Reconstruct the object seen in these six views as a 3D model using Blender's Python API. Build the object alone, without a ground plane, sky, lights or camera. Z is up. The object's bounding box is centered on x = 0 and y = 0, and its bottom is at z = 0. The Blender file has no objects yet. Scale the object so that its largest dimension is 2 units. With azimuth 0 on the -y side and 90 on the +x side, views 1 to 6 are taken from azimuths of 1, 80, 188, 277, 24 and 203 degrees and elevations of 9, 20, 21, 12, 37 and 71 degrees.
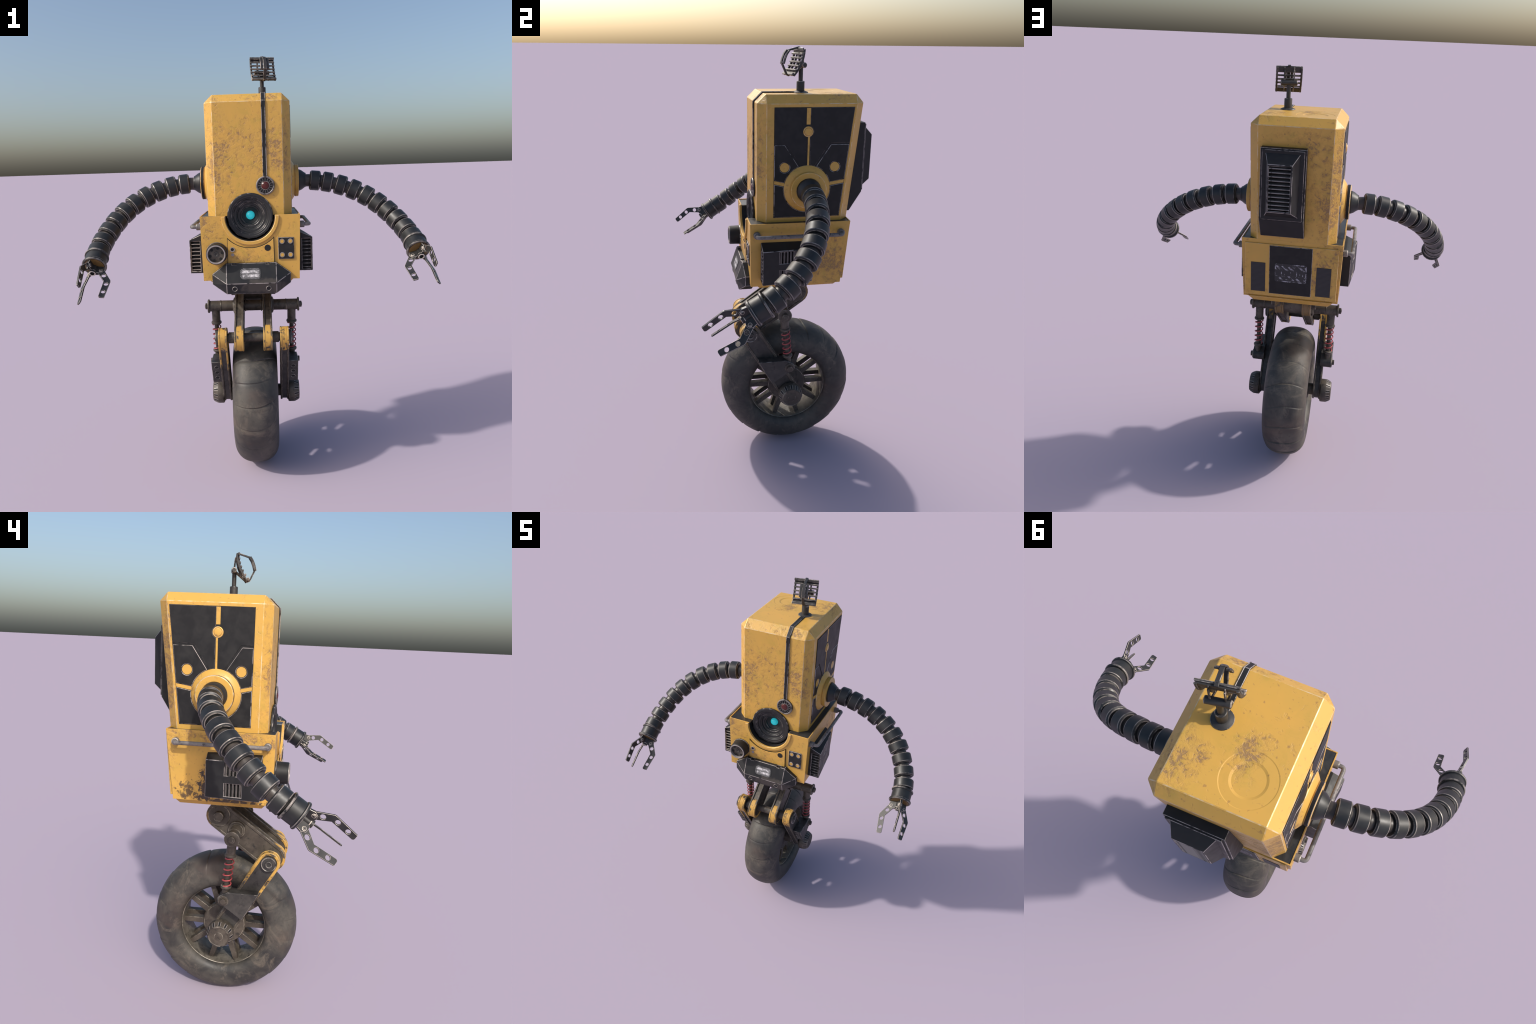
import bpy, bmesh, math, random
import numpy as np
from mathutils import Vector, Matrix

random.seed(7)
X0 = -0.034                     # symmetry plane of the robot
COL = bpy.context.scene.collection
PI = math.pi

# ----------------------------------------------------------------- geometry
class Build:
    """Collects simple solids in one mesh."""
    def __init__(self):
        self.bm = bmesh.new()

    def hull(self, pts):
        vs = [self.bm.verts.new(p) for p in pts]
        r = bmesh.ops.convex_hull(self.bm, input=vs)
        junk = [g for g in r["geom_interior"] + r["geom_unused"] if isinstance(g, bmesh.types.BMVert) and g.is_valid]
        if junk:
            bmesh.ops.delete(self.bm, geom=list(set(junk)), context="VERTS")
        return self

    def box(self, lo, hi):
        return self.hull([(x, y, z) for x in (lo[0], hi[0]) for y in (lo[1], hi[1]) for z in (lo[2], hi[2])])

    def prism(self, poly, axis, a, b):
        """Extrude a 2D outline along axis 0/1/2; the outline is in the other two axes in order."""
        def put(p, t):
            c = [p[0], p[1]]
            c.insert(axis, t)
            return self.bm.verts.new(c)
        lo = [put(p, a) for p in poly]
        hi = [put(p, b) for p in poly]
        n = len(poly)
        self.bm.faces.new(lo)
        self.bm.faces.new(hi[::-1])
        for i in range(n):
            j = (i + 1) % n
            self.bm.faces.new((lo[i], hi[i], hi[j], lo[j]))
        return self

    def lathe(self, prof, origin, axis, segs=32, close=False):
        """prof: (distance along axis, radius) list; radius 0 makes a pole."""
        axis = Vector(axis).normalized()
        u = axis.orthogonal().normalized()
        if abs(axis.z) < 0.9:
            u = axis.cross(Vector((0, 0, 1))).normalized()
        w = axis.cross(u)
        o = Vector(origin)
        rings = []
        for t, r in prof:
            c = o + axis * t
            if r < 1e-6:
                rings.append([self.bm.verts.new(c)])
            else:
                rings.append([self.bm.verts.new(c + (u * math.cos(k * 2 * PI / segs) + w * math.sin(k * 2 * PI / segs)) * r) for k in range(segs)])
        pairs = list(zip(rings, rings[1:]))
        if close:
            pairs.append((rings[-1], rings[0]))
        for A, C in pairs:
            for k in range(segs):
                l = (k + 1) % segs
                if len(A) == 1 and len(C) > 1:
                    self.bm.faces.new((A[0], C[k], C[l]))
                elif len(C) == 1 and len(A) > 1:
                    self.bm.faces.new((A[k], C[0], A[l]))
                elif len(A) > 1:
                    self.bm.faces.new((A[k], C[k], C[l], A[l]))
        if not close:
            for ring, fl in ((rings[0], True), (rings[-1], False)):
                if len(ring) > 1:
                    self.bm.faces.new(ring[::-1] if fl else ring)
        return self

    def cyl(self, p, q, r, segs=24, chamfer=0.0):
        p, q = Vector(p), Vector(q)
        L = (q - p).length
        prof = [(0, r), (L, r)]
        if chamfer:
            prof = [(0, r - chamfer), (chamfer, r), (L - chamfer, r), (L, r - chamfer)]
        return self.lathe(prof, p, q - p, segs)

    def tube(self, path, r, segs=12):
        """Round bar along a list of points (parallel transport frame)."""
        P = [Vector(p) for p in path]
        T = [(P[min(i + 1, len(P) - 1)] - P[max(i - 1, 0)]).normalized() for i in range(len(P))]
        u = T[0].orthogonal().normalized()
        rings = []
        for p, t in zip(P, T):
            u = (u - t * u.dot(t)).normalized()
            w = t.cross(u)
            rings.append([self.bm.verts.new(p + (u * math.cos(k * 2 * PI / segs) + w * math.sin(k * 2 * PI / segs)) * r) for k in range(segs)])
        for A, C in zip(rings, rings[1:]):
            for k in range(segs):
                l = (k + 1) % segs
                self.bm.faces.new((A[k], A[l], C[l], C[k]))
        self.bm.faces.new(rings[0][::-1])
        self.bm.faces.new(rings[-1])
        return self

    def mesh(self, name, dissolve=True):
        bm = self.bm
        if dissolve:
            bmesh.ops.dissolve_limit(bm, angle_limit=0.02, verts=bm.verts, edges=bm.edges)
        bmesh.ops.recalc_face_normals(bm, faces=bm.faces)
        me = bpy.data.meshes.new(name)
        bm.to_mesh(me)
        bm.free()
        return me


def circle(c, r, n=24, a0=0.0, a1=2 * PI, end=False):
    m = n if not end else n - 1
    return [(c[0] + r * math.cos(a0 + (a1 - a0) * k / m), c[1] + r * math.sin(a0 + (a1 - a0) * k / m)) for k in range(n)]


def stadium(p, q, r, n=14):
    a = math.atan2(q[1] - p[1], q[0] - p[0])
    return circle(p, r, n, a + PI / 2, a + 3 * PI / 2, True) + circle(q, r, n, a - PI / 2, a + PI / 2, True)


def plate_mesh(name, outer, holes, thick):
    """Flat plate in the local XY plane with holes, z from 0 to thick."""
    cu = bpy.data.curves.new(name, "CURVE")
    cu.dimensions, cu.fill_mode, cu.extrude = "2D", "BOTH", thick / 2
    for poly in [outer] + holes:
        sp = cu.splines.new("POLY")
        sp.points.add(len(poly) - 1)
        for pt, p in zip(sp.points, poly):
            pt.co = (p[0], p[1], 0, 1)
        sp.use_cyclic_u = True
    ob = bpy.data.objects.new(name, cu)
    COL.objects.link(ob)
    bpy.context.view_layer.update()
    me = bpy.data.meshes.new_from_object(ob.evaluated_get(bpy.context.evaluated_depsgraph_get()))
    bpy.data.objects.remove(ob)
    bpy.data.curves.remove(cu)
    bm = bmesh.new()
    bm.from_mesh(me)
    bmesh.ops.remove_doubles(bm, verts=bm.verts, dist=1e-5)
    bmesh.ops.dissolve_limit(bm, angle_limit=0.02, verts=bm.verts, edges=bm.edges)
    bmesh.ops.translate(bm, verts=bm.verts, vec=(0, 0, thick / 2))
    bmesh.ops.recalc_face_normals(bm, faces=bm.faces)
    bm.to_mesh(me)
    bm.free()
    me.name = name
    return me


def cut(me, cutter):
    """Boolean difference, applied."""
    a = bpy.data.objects.new("work", me)
    b = bpy.data.objects.new("cutter", cutter)
    COL.objects.link(a)
    COL.objects.link(b)
    m = a.modifiers.new("cut", "BOOLEAN")
    m.operation, m.object, m.solver = "DIFFERENCE", b, "EXACT"
    bpy.context.view_layer.update()
    out = bpy.data.meshes.new_from_object(a.evaluated_get(bpy.context.evaluated_depsgraph_get()))
    bpy.data.objects.remove(a)
    bpy.data.objects.remove(b)
    return out


def worn(me, width, least=0.6):
    """Chamfer the sharp convex edges; the chamfers take the second material, the rubbed one."""
    bm = bmesh.new()
    bm.from_mesh(me)
    bmesh.ops.remove_doubles(bm, verts=bm.verts, dist=1e-6)
    es = [e for e in bm.edges if len(e.link_faces) == 2 and e.is_convex and e.calc_face_angle(0) > least]
    if es:
        r = bmesh.ops.bevel(bm, geom=es, offset=width, segments=1, profile=0.5, affect="EDGES", clamp_overlap=True, material=1)
    bm.to_mesh(me)
    bm.free()


def add(name, me, parent, mat, matrix=None, angle=19, stuff=False, wear=0.0016, least=0.6):
    ob = bpy.data.objects.new(name, me)
    COL.objects.link(ob)
    if not me.materials:
        me.materials.append(mat)
        if mat.name in RUBBED and wear:
            me.materials.append(RUBBED[mat.name])
            worn(me, wear, least)
        me.polygons.foreach_set("use_smooth", [True] * len(me.polygons))
        me.set_sharp_from_angle(angle=math.radians(angle))
    if parent is not None:
        ob.parent = parent
    if matrix is not None:
        ob.matrix_local = matrix
    if stuff:
        ob["kind"] = "stuff"
    return ob


def frame(origin, z, x):
    """Matrix whose local Z is z and whose local X is nearest to x."""
    z = Vector(z).normalized()
    x = Vector(x)
    x = (x - z * x.dot(z)).normalized()
    y = z.cross(x)
    m = Matrix((x, y, z)).transposed().to_4x4()
    m.translation = Vector(origin)
    return m


# ---------------------------------------------------------------- materials
class Nodes:
    def __init__(self, name):
        self.mat = bpy.data.materials.new(name)
        self.mat.use_nodes = True
        self.t = self.mat.node_tree
        self.bsdf = self.t.nodes["Principled BSDF"]
        tc = self.t.nodes.new("ShaderNodeTexCoord")
        self.co = tc.outputs["Object"]

    def link(self, a, b):
        if hasattr(a, "links"):
            self.t.links.new(a, b)
        elif isinstance(a, (tuple, list)) and len(a) == 3 and len(b.default_value) == 4:
            b.default_value = (*a, 1)
        else:
            b.default_value = a

    def math(self, op, a, b=0.0, clamp=False):
        n = self.t.nodes.new("ShaderNodeMath")
        n.operation, n.use_clamp = op, clamp
        self.link(a, n.inputs[0])
        self.link(b, n.inputs[1])
        return n.outputs[0]

    def shift(self, per_object=True):
        """Object coordinates moved by the object's own random number."""
        oi = self.t.nodes.new("ShaderNodeObjectInfo")
        n = self.t.nodes.new("ShaderNodeVectorMath")
        n.operation = "MULTIPLY_ADD"
        c = self.t.nodes.new("ShaderNodeCombineXYZ")
        for i in range(3):
            self.t.links.new(oi.outputs["Random"], c.inputs[i])
        self.t.links.new(c.outputs[0], n.inputs[0])
        n.inputs[1].default_value = (7, 11, 13)
        self.t.links.new(self.co, n.inputs[2])
        self.co = n.outputs[0]

    def noise(self, scale, detail=4, rough=0.6, distort=0.0, stretch=None, seed=0.0):
        v = self.co
        if stretch or seed:
            m = self.t.nodes.new("ShaderNodeMapping")
            m.inputs["Scale"].default_value = stretch or (1, 1, 1)
            m.inputs["Location"].default_value = (seed, seed * 1.7, -seed)
            self.t.links.new(v, m.inputs[0])
            v = m.outputs[0]
        n = self.t.nodes.new("ShaderNodeTexNoise")
        self.t.links.new(v, n.inputs["Vector"])
        n.inputs["Scale"].default_value = scale
        n.inputs["Detail"].default_value = detail
        n.inputs["Roughness"].default_value = rough
        n.inputs["Distortion"].default_value = distort
        return n.outputs["Fac"]

    def ramp(self, v, lo, hi, a=0.0, b=1.0):
        n = self.t.nodes.new("ShaderNodeMapRange")
        n.clamp = True
        self.link(v, n.inputs["Value"])
        for k, x in zip(("From Min", "From Max", "To Min", "To Max"), (lo, hi, a, b)):
            n.inputs[k].default_value = x
        return n.outputs[0]

    def mix(self, f, a, b):
        n = self.t.nodes.new("ShaderNodeMix")
        n.data_type = "RGBA"
        self.link(f, n.inputs[0])
        self.link(a, n.inputs[6])
        self.link(b, n.inputs[7])
        return n.outputs[2]

    def near(self, c, r, soft):
        """1 inside the ellipsoid of half sizes r round c, fading over soft (share of r)."""
        m = self.t.nodes.new("ShaderNodeMapping")
        m.vector_type = "POINT"
        s = [1 / k for k in r]
        m.inputs["Scale"].default_value = s
        m.inputs["Location"].default_value = [-c[i] * s[i] for i in range(3)]
        self.t.links.new(self.co, m.inputs[0])
        n = self.t.nodes.new("ShaderNodeVectorMath")
        n.operation = "LENGTH"
        self.t.links.new(m.outputs[0], n.inputs[0])
        return self.ramp(n.outputs["Value"], 1 + soft, 1 - soft)

    def finish(self, color, rough=0.5, metal=0.0, bump=None, strength=0.3, dist=0.002, spec=0.5):
        self.link(color, self.bsdf.inputs["Base Color"])
        self.link(rough, self.bsdf.inputs["Roughness"])
        self.link(metal, self.bsdf.inputs["Metallic"])
        self.bsdf.inputs["Specular IOR Level"].default_value = spec
        if bump is not None:
            n = self.t.nodes.new("ShaderNodeBump")
            n.inputs["Strength"].default_value = strength
            n.inputs["Distance"].default_value = dist
            self.t.links.new(bump, n.inputs["Height"])
            self.t.links.new(n.outputs[0], self.bsdf.inputs["Normal"])
        return self.mat


RUBBED = {}


def rubbed(name, base, bright, gate=(0.44, 0.54), repeat=False, paint=()):
    """Edges rubbed down to bright metal, with the coat left here and there."""
    n = Nodes(name)
    if repeat:
        n.shift()
    k = n.ramp(n.noise(30, 4, 0.65, 0.3, seed=8), *gate)
    col = n.mix(k, base, bright)
    for c, r, g in paint:
        w = n.math("ADD", n.near(c, r, 0.35), n.math("MULTIPLY", n.math("SUBTRACT", n.noise(30, 5, 0.7, 0.6, seed=15), 0.5), 2.2))
        col = n.mix(n.math("MULTIPLY", n.ramp(w, 0.35, 0.6), g), col, (0.62, 0.40, 0.13))
    return n.finish(col, 0.42, 0.15)




def yellow_paint(name, boosts=(), rust=(), base_wear=0.0, repeat=False):
    """Chipped enamel. boosts: (centre, half sizes, gain) of battered zones; rust: dark bare patches."""
    n = Nodes(name)
    if repeat:
        n.shift()
    broad = n.noise(6, 3, 0.55)
    col = n.mix(n.ramp(broad, 0.35, 0.7), (0.563, 0.329, 0.068), (0.622, 0.345, 0.067))
    zone = n.ramp(n.noise(4.5, 3, 0.6, seed=3), 0.42, 0.72)
    zone = n.math("ADD", n.math("MULTIPLY", zone, 0.7), base_wear)
    for c, r, g in boosts:
        zone = n.math("ADD", zone, n.math("MULTIPLY", n.near(c, r, 0.7), g))
    zone = n.math("MINIMUM", zone, 1.6)
    dent = n.noise(32, 5, 0.66, 0.6, seed=5)
    grain = n.noise(52, 5, 0.7, 0.9, seed=15)
    fine = n.noise(110, 3, 0.6, 0.5, seed=9)
    lim = n.math("SUBTRACT", 0.70, n.math("MULTIPLY", zone, 0.17))
    over = n.math("SUBTRACT", n.math("ADD", n.math("MULTIPLY", dent, 0.55), n.math("MULTIPLY", grain, 0.45)), lim)
    dull = n.ramp(over, -0.07, 0.06)
    olive = n.ramp(n.noise(17, 4, 0.6, 0.6, seed=25), 0.50, 0.68)
    olive = n.math("MULTIPLY", olive, n.ramp(zone, 0.15, 0.8, 0.12, 0.75))
    col = n.mix(olive, col, (0.47, 0.305, 0.055))
    col = n.mix(n.math("MULTIPLY", dull, 0.5), col, (0.37, 0.205, 0.056))
    chip = n.math("MULTIPLY", n.ramp(over, 0.025, 0.07), n.ramp(fine, 0.38, 0.54))
    col = n.mix(n.math("MULTIPLY", chip, 0.62), col, (0.18, 0.108, 0.078))
    spot = n.ramp(n.noise(75, 2, 0.5, 0.3, seed=21), 0.67, 0.73)
    col = n.mix(n.math("MULTIPLY", spot, 0.55), col, (0.28, 0.145, 0.06))
    for c, r, g in rust:
        k = n.math("ADD", n.near(c, r, 0.75), n.math("MULTIPLY", n.math("SUBTRACT", n.noise(46, 5, 0.7, 0.6, seed=2), 0.5), 3.0))
        col = n.mix(n.math("MULTIPLY", n.ramp(k, 0.6, 0.85), g), col, (0.055, 0.036, 0.026))
    RUBBED[name] = rubbed(name + "_rubbed", (0.60, 0.345, 0.075), (0.66, 0.51, 0.30), (0.40, 0.60))
    rough = n.ramp(dull, 0, 1, 0.40, 0.58)
    hgt = n.math("SUBTRACT", n.math("MULTIPLY", n.math("MULTIPLY", dent, zone), 0.7), n.math("MULTIPLY", n.math("ADD", dull, chip), 0.55))
    return n.finish(col, rough, 0.0, hgt, 0.42, 0.0035)


def dark_coat(name, base=(0.0115, 0.0115, 0.0125), light=(0.023, 0.0225, 0.0225), edge_col=(0.36, 0.32, 0.30), edge_amt=0.9, rough=0.5, repeat=False, gate=(0.38, 0.50), dust=None, spec=0.5):
    n = Nodes(name)
    if repeat:
        n.shift()
    cloud = n.noise(22, 5, 0.65, 0.4)
    col = n.mix(n.ramp(cloud, 0.42, 0.75), base, light)
    if dust:
        k = n.math("ADD", n.near(dust[2], dust[3], 0.6), n.math("MULTIPLY", n.math("SUBTRACT", n.noise(20, 5, 0.65, 0.5, seed=4), 0.5), 1.6))
        col = n.mix(n.math("MULTIPLY", n.ramp(k, 0.45, 0.75), dust[1]), col, dust[0])
    RUBBED[name] = rubbed(name + "_rubbed", base, tuple(edge_amt * c for c in edge_col), gate, repeat)
    return n.finish(col, n.ramp(cloud, 0.3, 0.7, rough - 0.07, rough + 0.1), 0.0, cloud, 0.12, 0.001, spec)


def grimy_metal(name, base=(0.050, 0.040, 0.031), light=(0.105, 0.088, 0.068), dark=(0.022, 0.019, 0.017), edge_col=(0.24, 0.21, 0.17), paint=(), repeat=False):
    """Oily brown metal; paint: (centre, half sizes, amount) where yellow enamel is left."""
    n = Nodes(name)
    if repeat:
        n.shift()
    a = n.noise(14, 6, 0.7, 0.5)
    b = n.noise(40, 5, 0.7, 0.3, seed=6)
    col = n.mix(n.ramp(a, 0.42, 0.68), base, light)
    col = n.mix(n.ramp(b, 0.54, 0.68), col, dark)
    RUBBED[name] = rubbed(name + "_rubbed", base, edge_col, (0.46, 0.6), repeat, paint)
    for c, r, g in paint:
        k = n.math("ADD", n.math("MULTIPLY", n.near(c, r, 0.5), 0.78), n.math("MULTIPLY", n.math("SUBTRACT", n.noise(24, 5, 0.66, 0.5, seed=11), 0.5), 2.3))
        col = n.mix(n.math("MULTIPLY", n.ramp(k, 0.45, 0.62), g), col, (0.54, 0.305, 0.06))
    return n.finish(col, n.ramp(b, 0.3, 0.7, 0.42, 0.62), 0.0, b, 0.25, 0.0012)


def plain(name, color, rough=0.5, metal=0.0):
    n = Nodes(name)
    v = n.noise(60, 4, 0.6)
    dark = tuple(c * 0.7 for c in color)
    return n.finish(n.mix(n.ramp(v, 0.3, 0.7), dark, color), rough, metal)


def tyre_rubber():
    """Black rubber under patchy grey-brown dust and caked mud."""
    n = Nodes("dusty_rubber")
    a = n.noise(5.5, 6, 0.68, 0.5)
    b = n.noise(30, 5, 0.7, 0.4, seed=4)
    col = n.mix(n.ramp(a, 0.40, 0.62), (0.026, 0.025, 0.024), (0.080, 0.072, 0.060))
    mud = n.ramp(n.noise(8, 7, 0.75, 0.8, seed=17), 0.52, 0.64)
    col = n.mix(n.math("MULTIPLY", mud, 0.7), col, (0.145, 0.121, 0.093))
    col = n.mix(n.math("MULTIPLY", n.ramp(b, 0.52, 0.68), 0.6), col, (0.025, 0.023, 0.022))
    brown = n.ramp(n.noise(4.5, 4, 0.6, 0.3, seed=30), 0.55, 0.7)
    col = n.mix(n.math("MULTIPLY", brown, 0.5), col, (0.072, 0.047, 0.037))
    return n.finish(col, n.ramp(a, 0.35, 0.65, 0.48, 0.68), 0.0, b, 0.3, 0.002)


def stripe_decal(name, size, angle, count, thresh):
    """White diagonal hatching, half worn away, on the dark coat. Local X/Y in metres."""
    n = Nodes(name)
    sep = n.t.nodes.new("ShaderNodeSeparateXYZ")
    n.t.links.new(n.co, sep.inputs[0])
    x, y = sep.outputs[0], sep.outputs[1]
    ph = n.math("ADD", n.math("MULTIPLY", x, count / size[0]), n.math("MULTIPLY", y, angle * count / size[0]))
    tri = n.math("ABSOLUTE", n.math("SUBTRACT", n.math("FRACT", ph), 0.5))
    stripe = n.ramp(tri, 0.2, 0.3)
    ay = n.math("ABSOLUTE", y)
    return n, x, y, ay, stripe


YEL_HEAD = yellow_paint("chipped_yellow_head", boosts=[
    ((-0.19, -0.09, 1.52), (0.05, 0.06, 0.26), 1.0),
    ((0.02, -0.09, 1.60), (0.13, 0.05, 0.13), 0.75),
    ((-0.10, -0.09, 1.50), (0.09, 0.05, 0.12), 0.35),
    ((0.11, -0.09, 1.55), (0.06, 0.06, 0.14), 0.6),
    ((-0.21, 0.34, 1.48), (0.05, 0.07, 0.25), 0.85), ((-0.22, 0.345, 1.64), (0.04, 0.05, 0.09), 0.5),
    ((-0.13, 0.35, 1.45), (0.08, 0.05, 0.22), 0.6),
    ((0.0, 0.37, 1.74), (0.16, 0.05, 0.05), 0.5),
    ((-0.11, 0.36, 1.70), (0.05, 0.05, 0.06), 0.9),
    ((-0.065, 0.17, 1.81), (0.04, 0.05, 0.03), 1.3),
    ((0.10, 0.27, 1.80), (0.06, 0.08, 0.05), 1.2),
    ((0.0, -0.07, 1.795), (0.22, 0.03, 0.03), 0.8),
], base_wear=0.12)
YEL_TORSO = yellow_paint("chipped_yellow_torso", boosts=[
    ((-0.03, -0.13, 1.07), (0.08, 0.03, 0.03), 1.0),
    ((-0.20, -0.13, 1.21), (0.06, 0.03, 0.06), 0.6),
    ((0.19, 0.22, 1.08), (0.05, 0.10, 0.10), 1.2),
    ((-0.26, 0.1, 1.245), (0.04, 0.25, 0.03), 1.1),
    ((-0.20, 0.31, 1.12), (0.07, 0.04, 0.13), 0.8),
], rust=[((-0.262, 0.155, 1.02), (0.04, 0.045, 0.09), 1.0), ((-0.262, 0.235, 1.015), (0.04, 0.045, 0.045), 0.85),
         ((-0.25, 0.05, 0.975), (0.05, 0.16, 0.02), 0.95)], base_wear=0.25)
YEL_TRIM = yellow_paint("chipped_yellow_trim", base_wear=0.3)
DIM_GOLD = plain("dim_gold_lining", (0.20, 0.115, 0.035), 0.45)
DARK = dark_coat("dark_enamel", base=(0.0112, 0.0112, 0.0122), light=(0.0235, 0.023, 0.023), edge_amt=1.2, spec=0.28)
DARK_TRIM = dark_coat("dark_trim", edge_amt=0.9, spec=0.35)
BUMPER = dark_coat("bumper_enamel", spec=0.35, base=(0.014, 0.0145, 0.0155), light=(0.024, 0.024, 0.0235), dust=((0.085, 0.072, 0.060), 0.55, (0.03, -0.175, 0.945), (0.10, 0.05, 0.04)))
ARM = dark_coat("arm_rubber", base=(0.0125, 0.0138, 0.0145), light=(0.024, 0.024, 0.024), edge_col=(0.30, 0.265, 0.24), edge_amt=0.8, rough=0.42, repeat=True, gate=(0.36, 0.52))
NECK = plain("arm_core", (0.055, 0.045, 0.038), 0.4)
CLAW = dark_coat("claw_steel", base=(0.016, 0.016, 0.0165), light=(0.038, 0.036, 0.034), edge_col=(0.70, 0.62, 0.54), edge_amt=1.0, rough=0.38, repeat=True, gate=(0.28, 0.40))  # finger edges much paler than the dark grey faces
METAL = grimy_metal("grimy_metal")
LINK = grimy_metal("link_metal")
LINK_RIM = grimy_metal("link_rim_metal", paint=[((X0, -0.165, 0.68), (0.11, 0.10, 0.075), 0.9), ((X0, 0.17, 0.85), (0.2, 0.03, 0.05), 0.25)])
SHIN_RIM = grimy_metal("shin_rim_metal", paint=[((-0.20, -0.10, 0.65), (0.10, 0.10, 0.125), 0.97), ((0.11, -0.14, 0.70), (0.08, 0.05, 0.06), 0.85)])
CAP = grimy_metal("cap_metal", paint=[((X0, -0.145, 0.70), (0.30, 0.09, 0.09), 0.95)])
DARK_METAL = grimy_metal("dark_metal", base=(0.030, 0.028, 0.026), light=(0.060, 0.054, 0.048), dark=(0.016, 0.015, 0.015), edge_col=(0.30, 0.27, 0.24))
PIPE = grimy_metal("worn_pipe", base=(0.13, 0.12, 0.115), light=(0.24, 0.215, 0.20), dark=(0.03, 0.029, 0.03), edge_col=(0.4, 0.36, 0.32))
MAST = grimy_metal("mast_metal", base=(0.026, 0.025, 0.025), light=(0.042, 0.039, 0.036), dark=(0.014, 0.013, 0.014), edge_col=(0.36, 0.31, 0.27))
GRID = grimy_metal("grid_metal", base=(0.05, 0.047, 0.044), light=(0.16, 0.145, 0.13), dark=(0.022, 0.02, 0.02), edge_col=(0.48, 0.42, 0.37))  # slat and mast edge_col lightened to paint the metal's specular glints
BRIGHT = plain("bare_steel", (0.36, 0.32, 0.30), 0.4, 0.2)
BLACK = plain("black_recess", (0.006, 0.006, 0.0065), 0.7)
RED = plain("red_glass", (0.085, 0.012, 0.009), 0.25)
SPRING = plain("red_spring_paint", (0.44, 0.075, 0.078), 0.4)
SLAT = dark_coat("slat_metal", base=(0.05, 0.045, 0.042), light=(0.10, 0.09, 0.085), edge_amt=0.9, edge_col=(0.38, 0.33, 0.3))
FIN = plain("fin_metal", (0.075, 0.07, 0.068), 0.45)
TYRE = tyre_rubber()
MESH = Nodes("fine_grille")
_s = MESH.t.nodes.new("ShaderNodeSeparateXYZ")
MESH.t.links.new(MESH.co, _s.inputs[0])
_w = MESH.math("ABSOLUTE", MESH.math("SUBTRACT", MESH.math("FRACT", MESH.math("MULTIPLY", _s.outputs[2], 160.0)), 0.5))
MESH = MESH.finish(MESH.mix(MESH.ramp(_w, 0.2, 0.3), (0.028, 0.027, 0.03), (0.014, 0.014, 0.016)), 0.55, 0, _w, 0.4, 0.002)
LENS = Nodes("cyan_lens")
LENS.bsdf.inputs["Emission Color"].default_value = (0.03, 0.55, 0.62, 1)
LENS.bsdf.inputs["Emission Strength"].default_value = 0.42
LENS = LENS.finish(LENS.mix(LENS.ramp(LENS.noise(30), 0.3, 0.7), (0.02, 0.42, 0.48), (0.03, 0.5, 0.55)), 0.18)

# ------------------------------------------------------------------ robot
robot = bpy.data.objects.new("robot", None)
COL.objects.link(robot)
robot.location = (X0, 0.083, 0)
robot["label"] = "boxy yellow one-wheeled robot with two flexible claw arms"
robot["category"] = "robot"
ROOT = Matrix.Translation((-X0, -0.083, 0))


def part(name, me, mat, **k):
    return add(name, me, robot, mat, ROOT, **k)


# ------------------------------------------------------------------- head
HW, HC = 0.195, 0.158          # half width, half width of the flat front
pts = []
for z, back in ((1.2622, 0.3256), (1.775, 0.376)):
    for s in (-1, 1):
        pts += [(X0 + s * HC, -0.089, z), (X0 + s * HW, -0.052, z), (X0 + s * HW, back - 0.037, z), (X0 + s * HC, back, z)]
pts += [(X0 + s * HC, y, 1.811) for s in (-1, 1) for y in (-0.052, 0.344)]
head_me = Build().hull(pts).mesh("head")
HATCH = (-0.098, 0.2455)
well = Build().lathe([(0.0, 0.0), (0.0, 0.047), (0.0022, 0.0545), (0.0022, 0.0805), (0.0032, 0.0835), (0.02, 0.0835), (0.02, 0)], (*HATCH, 1.811 - 0.0031), (0, 0, 1), 56).mesh("well", dissolve=False)
head_me = cut(head_me, well)
head_me = cut(head_me, Build().cyl((-0.033, -0.2, 1.2615), (-0.033, -0.026, 1.2615), 0.0985, 48).mesh("socket"))
head = part("head", head_me, YEL_HEAD, angle=7, wear=0.0019)

# dark side panels: five plates a side round the shoulder, on both flanks
SH = (0.128, 1.413)            # shoulder centre (y, z)
R_SH = 0.105
BTN = (0.127, 1.660)


def back_edge(z):
    return 0.278 + (z - 1.284) / (1.76 - 1.284) * 0.048


def on_circle(c, r, p, q, n=12):
    a, b = math.atan2(p[1] - c[1], p[0] - c[0]), math.atan2(q[1] - c[1], q[0] - c[0])
    d = (b - a + PI) % (2 * PI) - PI
    return [(c[0] + r * math.cos(a + d * k / (n - 1)), c[1] + r * math.sin(a + d * k / (n - 1))) for k in range(n)]


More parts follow.
